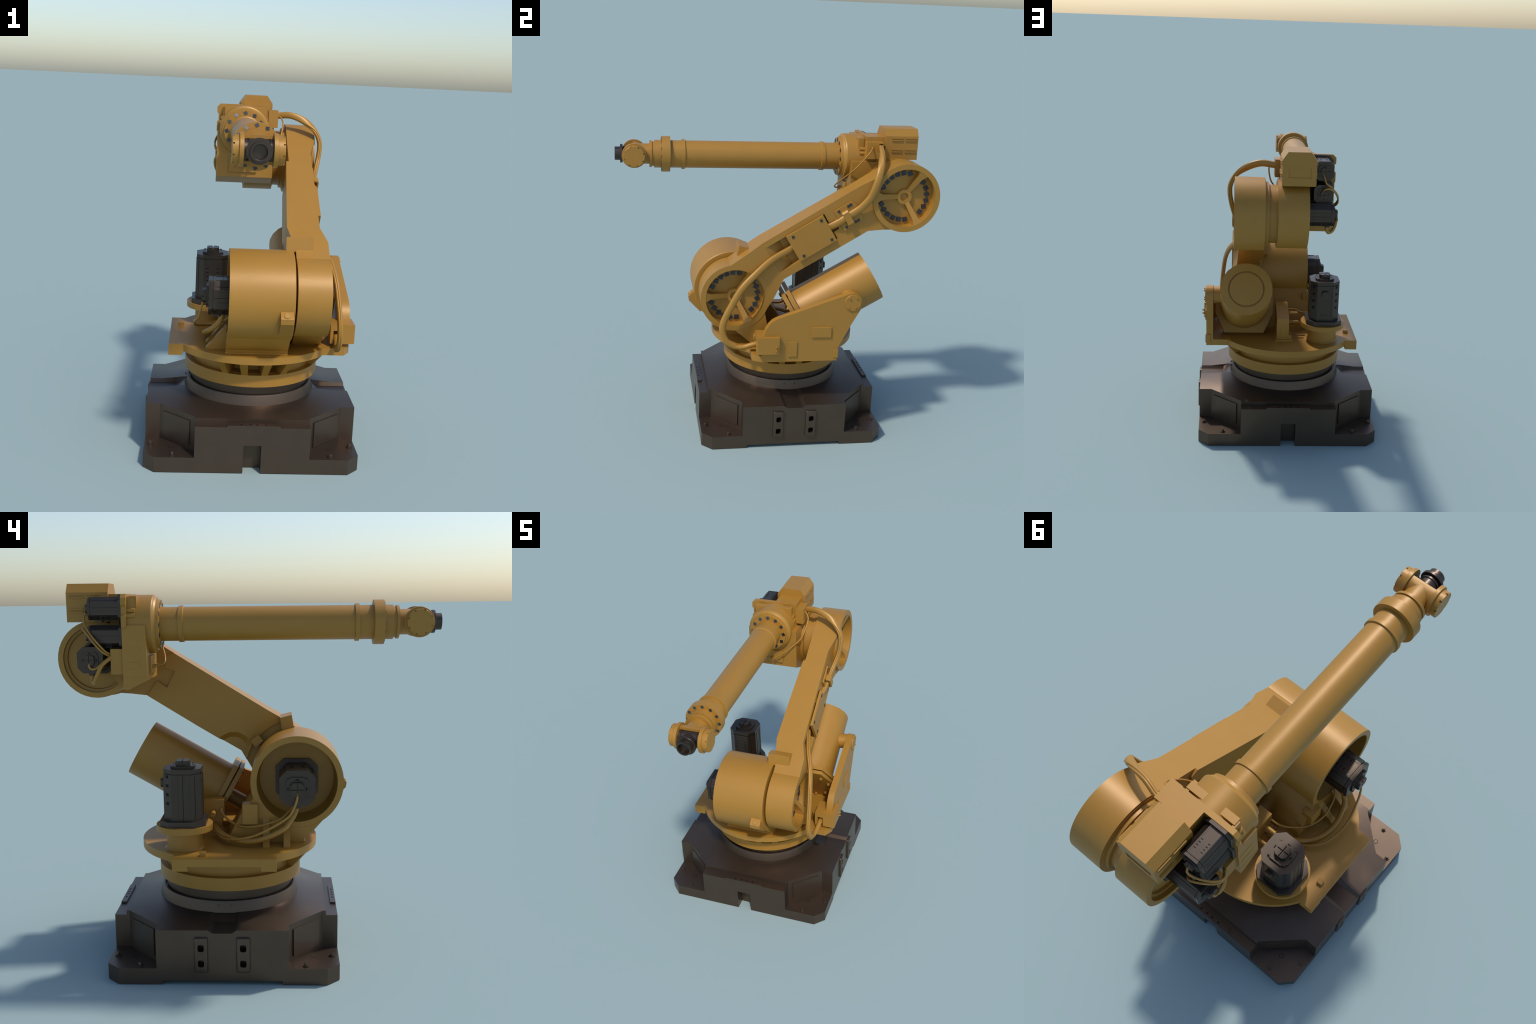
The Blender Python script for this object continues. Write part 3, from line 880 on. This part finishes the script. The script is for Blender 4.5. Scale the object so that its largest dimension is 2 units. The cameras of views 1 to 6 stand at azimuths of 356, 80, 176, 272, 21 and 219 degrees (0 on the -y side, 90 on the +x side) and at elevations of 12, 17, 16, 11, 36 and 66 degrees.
def wide_upper(f, t):
    side = t.cross(V((1, 0, 0)))
    if side.z > 0 and f < 0.2:
        side = side
    up = V((0, 0, 1))
    g = min(1.0, max(0.0, (f - 0.10) / 0.42))
    g = g * g * (3 - 2 * g)
    s = side.normalized() if side.length > 1e-4 else V((0, -1, 0))
    if s.y > 0:
        s = -s
    return up * (1 - g) * -1 + s * g if False else up * (1 - g) + s * -1 * g

ribbon_hose("dress_hose", [(0.110, 0.665, 1.838), (0.150, 0.662, 1.841), (0.222, 0.643, 1.845), (0.300, 0.627, 1.818), (0.366, 0.606, 1.767), (0.398, 0.588, 1.708), (0.403, 0.572, 1.650),
                           (0.392, 0.548, 1.578), (0.375, 0.500, 1.512), (0.362, 0.440, 1.463), (0.352, 0.370, 1.412), (0.338, 0.320, 1.381), (0.320, 0.260, 1.345)],
            wide_upper, lambda f: 0.0190 + 0.003 * min(1, f * 2), ROBOT)
ribbon_hose("dress_hose", [(0.310, 0.150, 1.275), (0.320, 0.082, 1.232), (0.356, -0.040, 1.172), (0.400, -0.144, 1.095), (0.425, -0.235, 1.005), (0.438, -0.301, 0.893), (0.445, -0.343, 0.802),
                           (0.448, -0.349, 0.736), (0.450, -0.321, 0.672), (0.450, -0.265, 0.638)],
            lambda f, t: t.cross(V((1, 0, 0))), 0.0205, ROBOT)
cable("dress_hose", [(0.4505, -0.290, 0.651), (0.4520, -0.262, 0.637), (0.458, -0.215, 0.637), (0.463, -0.160, 0.654), (0.4655, -0.08, 0.672)], 0.0165, ROBOT)
cable("signal_cable", [(0.120, 0.612, 1.845), (0.140, 0.611, 1.842), (0.163, 0.594, 1.823), (0.169, 0.565, 1.787), (0.144, 0.500, 1.700), (0.069, 0.452, 1.630), (-0.010, 0.425, 1.575), (-0.055, 0.428, 1.545), (-0.062, 0.465, 1.537)], 0.0047, ROBOT)
# shoulder motor leads
cable("power_cable", [(-0.180, -0.266, 0.835), (-0.182, -0.265, 0.805), (-0.196, -0.250, 0.765), (-0.222, -0.222, 0.728), (-0.248, -0.194, 0.702), (-0.271, -0.105, 0.662), (-0.261, -0.016, 0.640), (-0.213, 0.077, 0.642), (-0.11, 0.150, 0.655), (0.0, 0.180, 0.668)], 0.0148, ROBOT)
cable("signal_cable", [(-0.281, -0.266, 0.900), (-0.289, -0.265, 0.872), (-0.299, -0.248, 0.825), (-0.308, -0.216, 0.779), (-0.328, -0.129, 0.728), (-0.321, -0.041, 0.685), (-0.284, 0.050, 0.658), (-0.19, 0.125, 0.640), (-0.02, 0.190, 0.645)], 0.0062, ROBOT)
cable("signal_cable", [(0.0, 0.142, 0.752), (-0.060, 0.137, 0.749), (-0.108, 0.100, 0.716), (-0.169, 0.033, 0.698), (-0.200, -0.036, 0.702), (-0.205, -0.104, 0.717), (-0.185, -0.185, 0.745), (-0.13, -0.245, 0.80)], 0.0062, ROBOT)
# wrist motor leads
cable("signal_cable", [(-0.140, 0.798, 1.812), (-0.146, 0.812, 1.790), (-0.160, 0.808, 1.757), (-0.192, 0.792, 1.730), (-0.228, 0.758, 1.690), (-0.240, 0.722, 1.650), (-0.224, 0.690, 1.614), (-0.180, 0.660, 1.598)], 0.0052, ROBOT)
cable("signal_cable", [(-0.140, 0.798, 1.708), (-0.146, 0.818, 1.722), (-0.172, 0.818, 1.731), (-0.212, 0.788, 1.705), (-0.238, 0.745, 1.655), (-0.232, 0.705, 1.612), (-0.185, 0.660, 1.582)], 0.0052, ROBOT)
cable("signal_cable", [(-0.226, 0.779, 1.558), (-0.234, 0.778, 1.543), (-0.236, 0.764, 1.530), (-0.235, 0.740, 1.536), (-0.228, 0.708, 1.562), (-0.200, 0.660, 1.586)], 0.0055, ROBOT)
cable("power_cable", [(-0.172, 0.778, 1.505), (-0.174, 0.778, 1.478), (-0.187, 0.771, 1.458), (-0.212, 0.757, 1.468), (-0.230, 0.738, 1.505), (-0.232, 0.712, 1.552), (-0.205, 0.665, 1.592)], 0.0105, ROBOT)
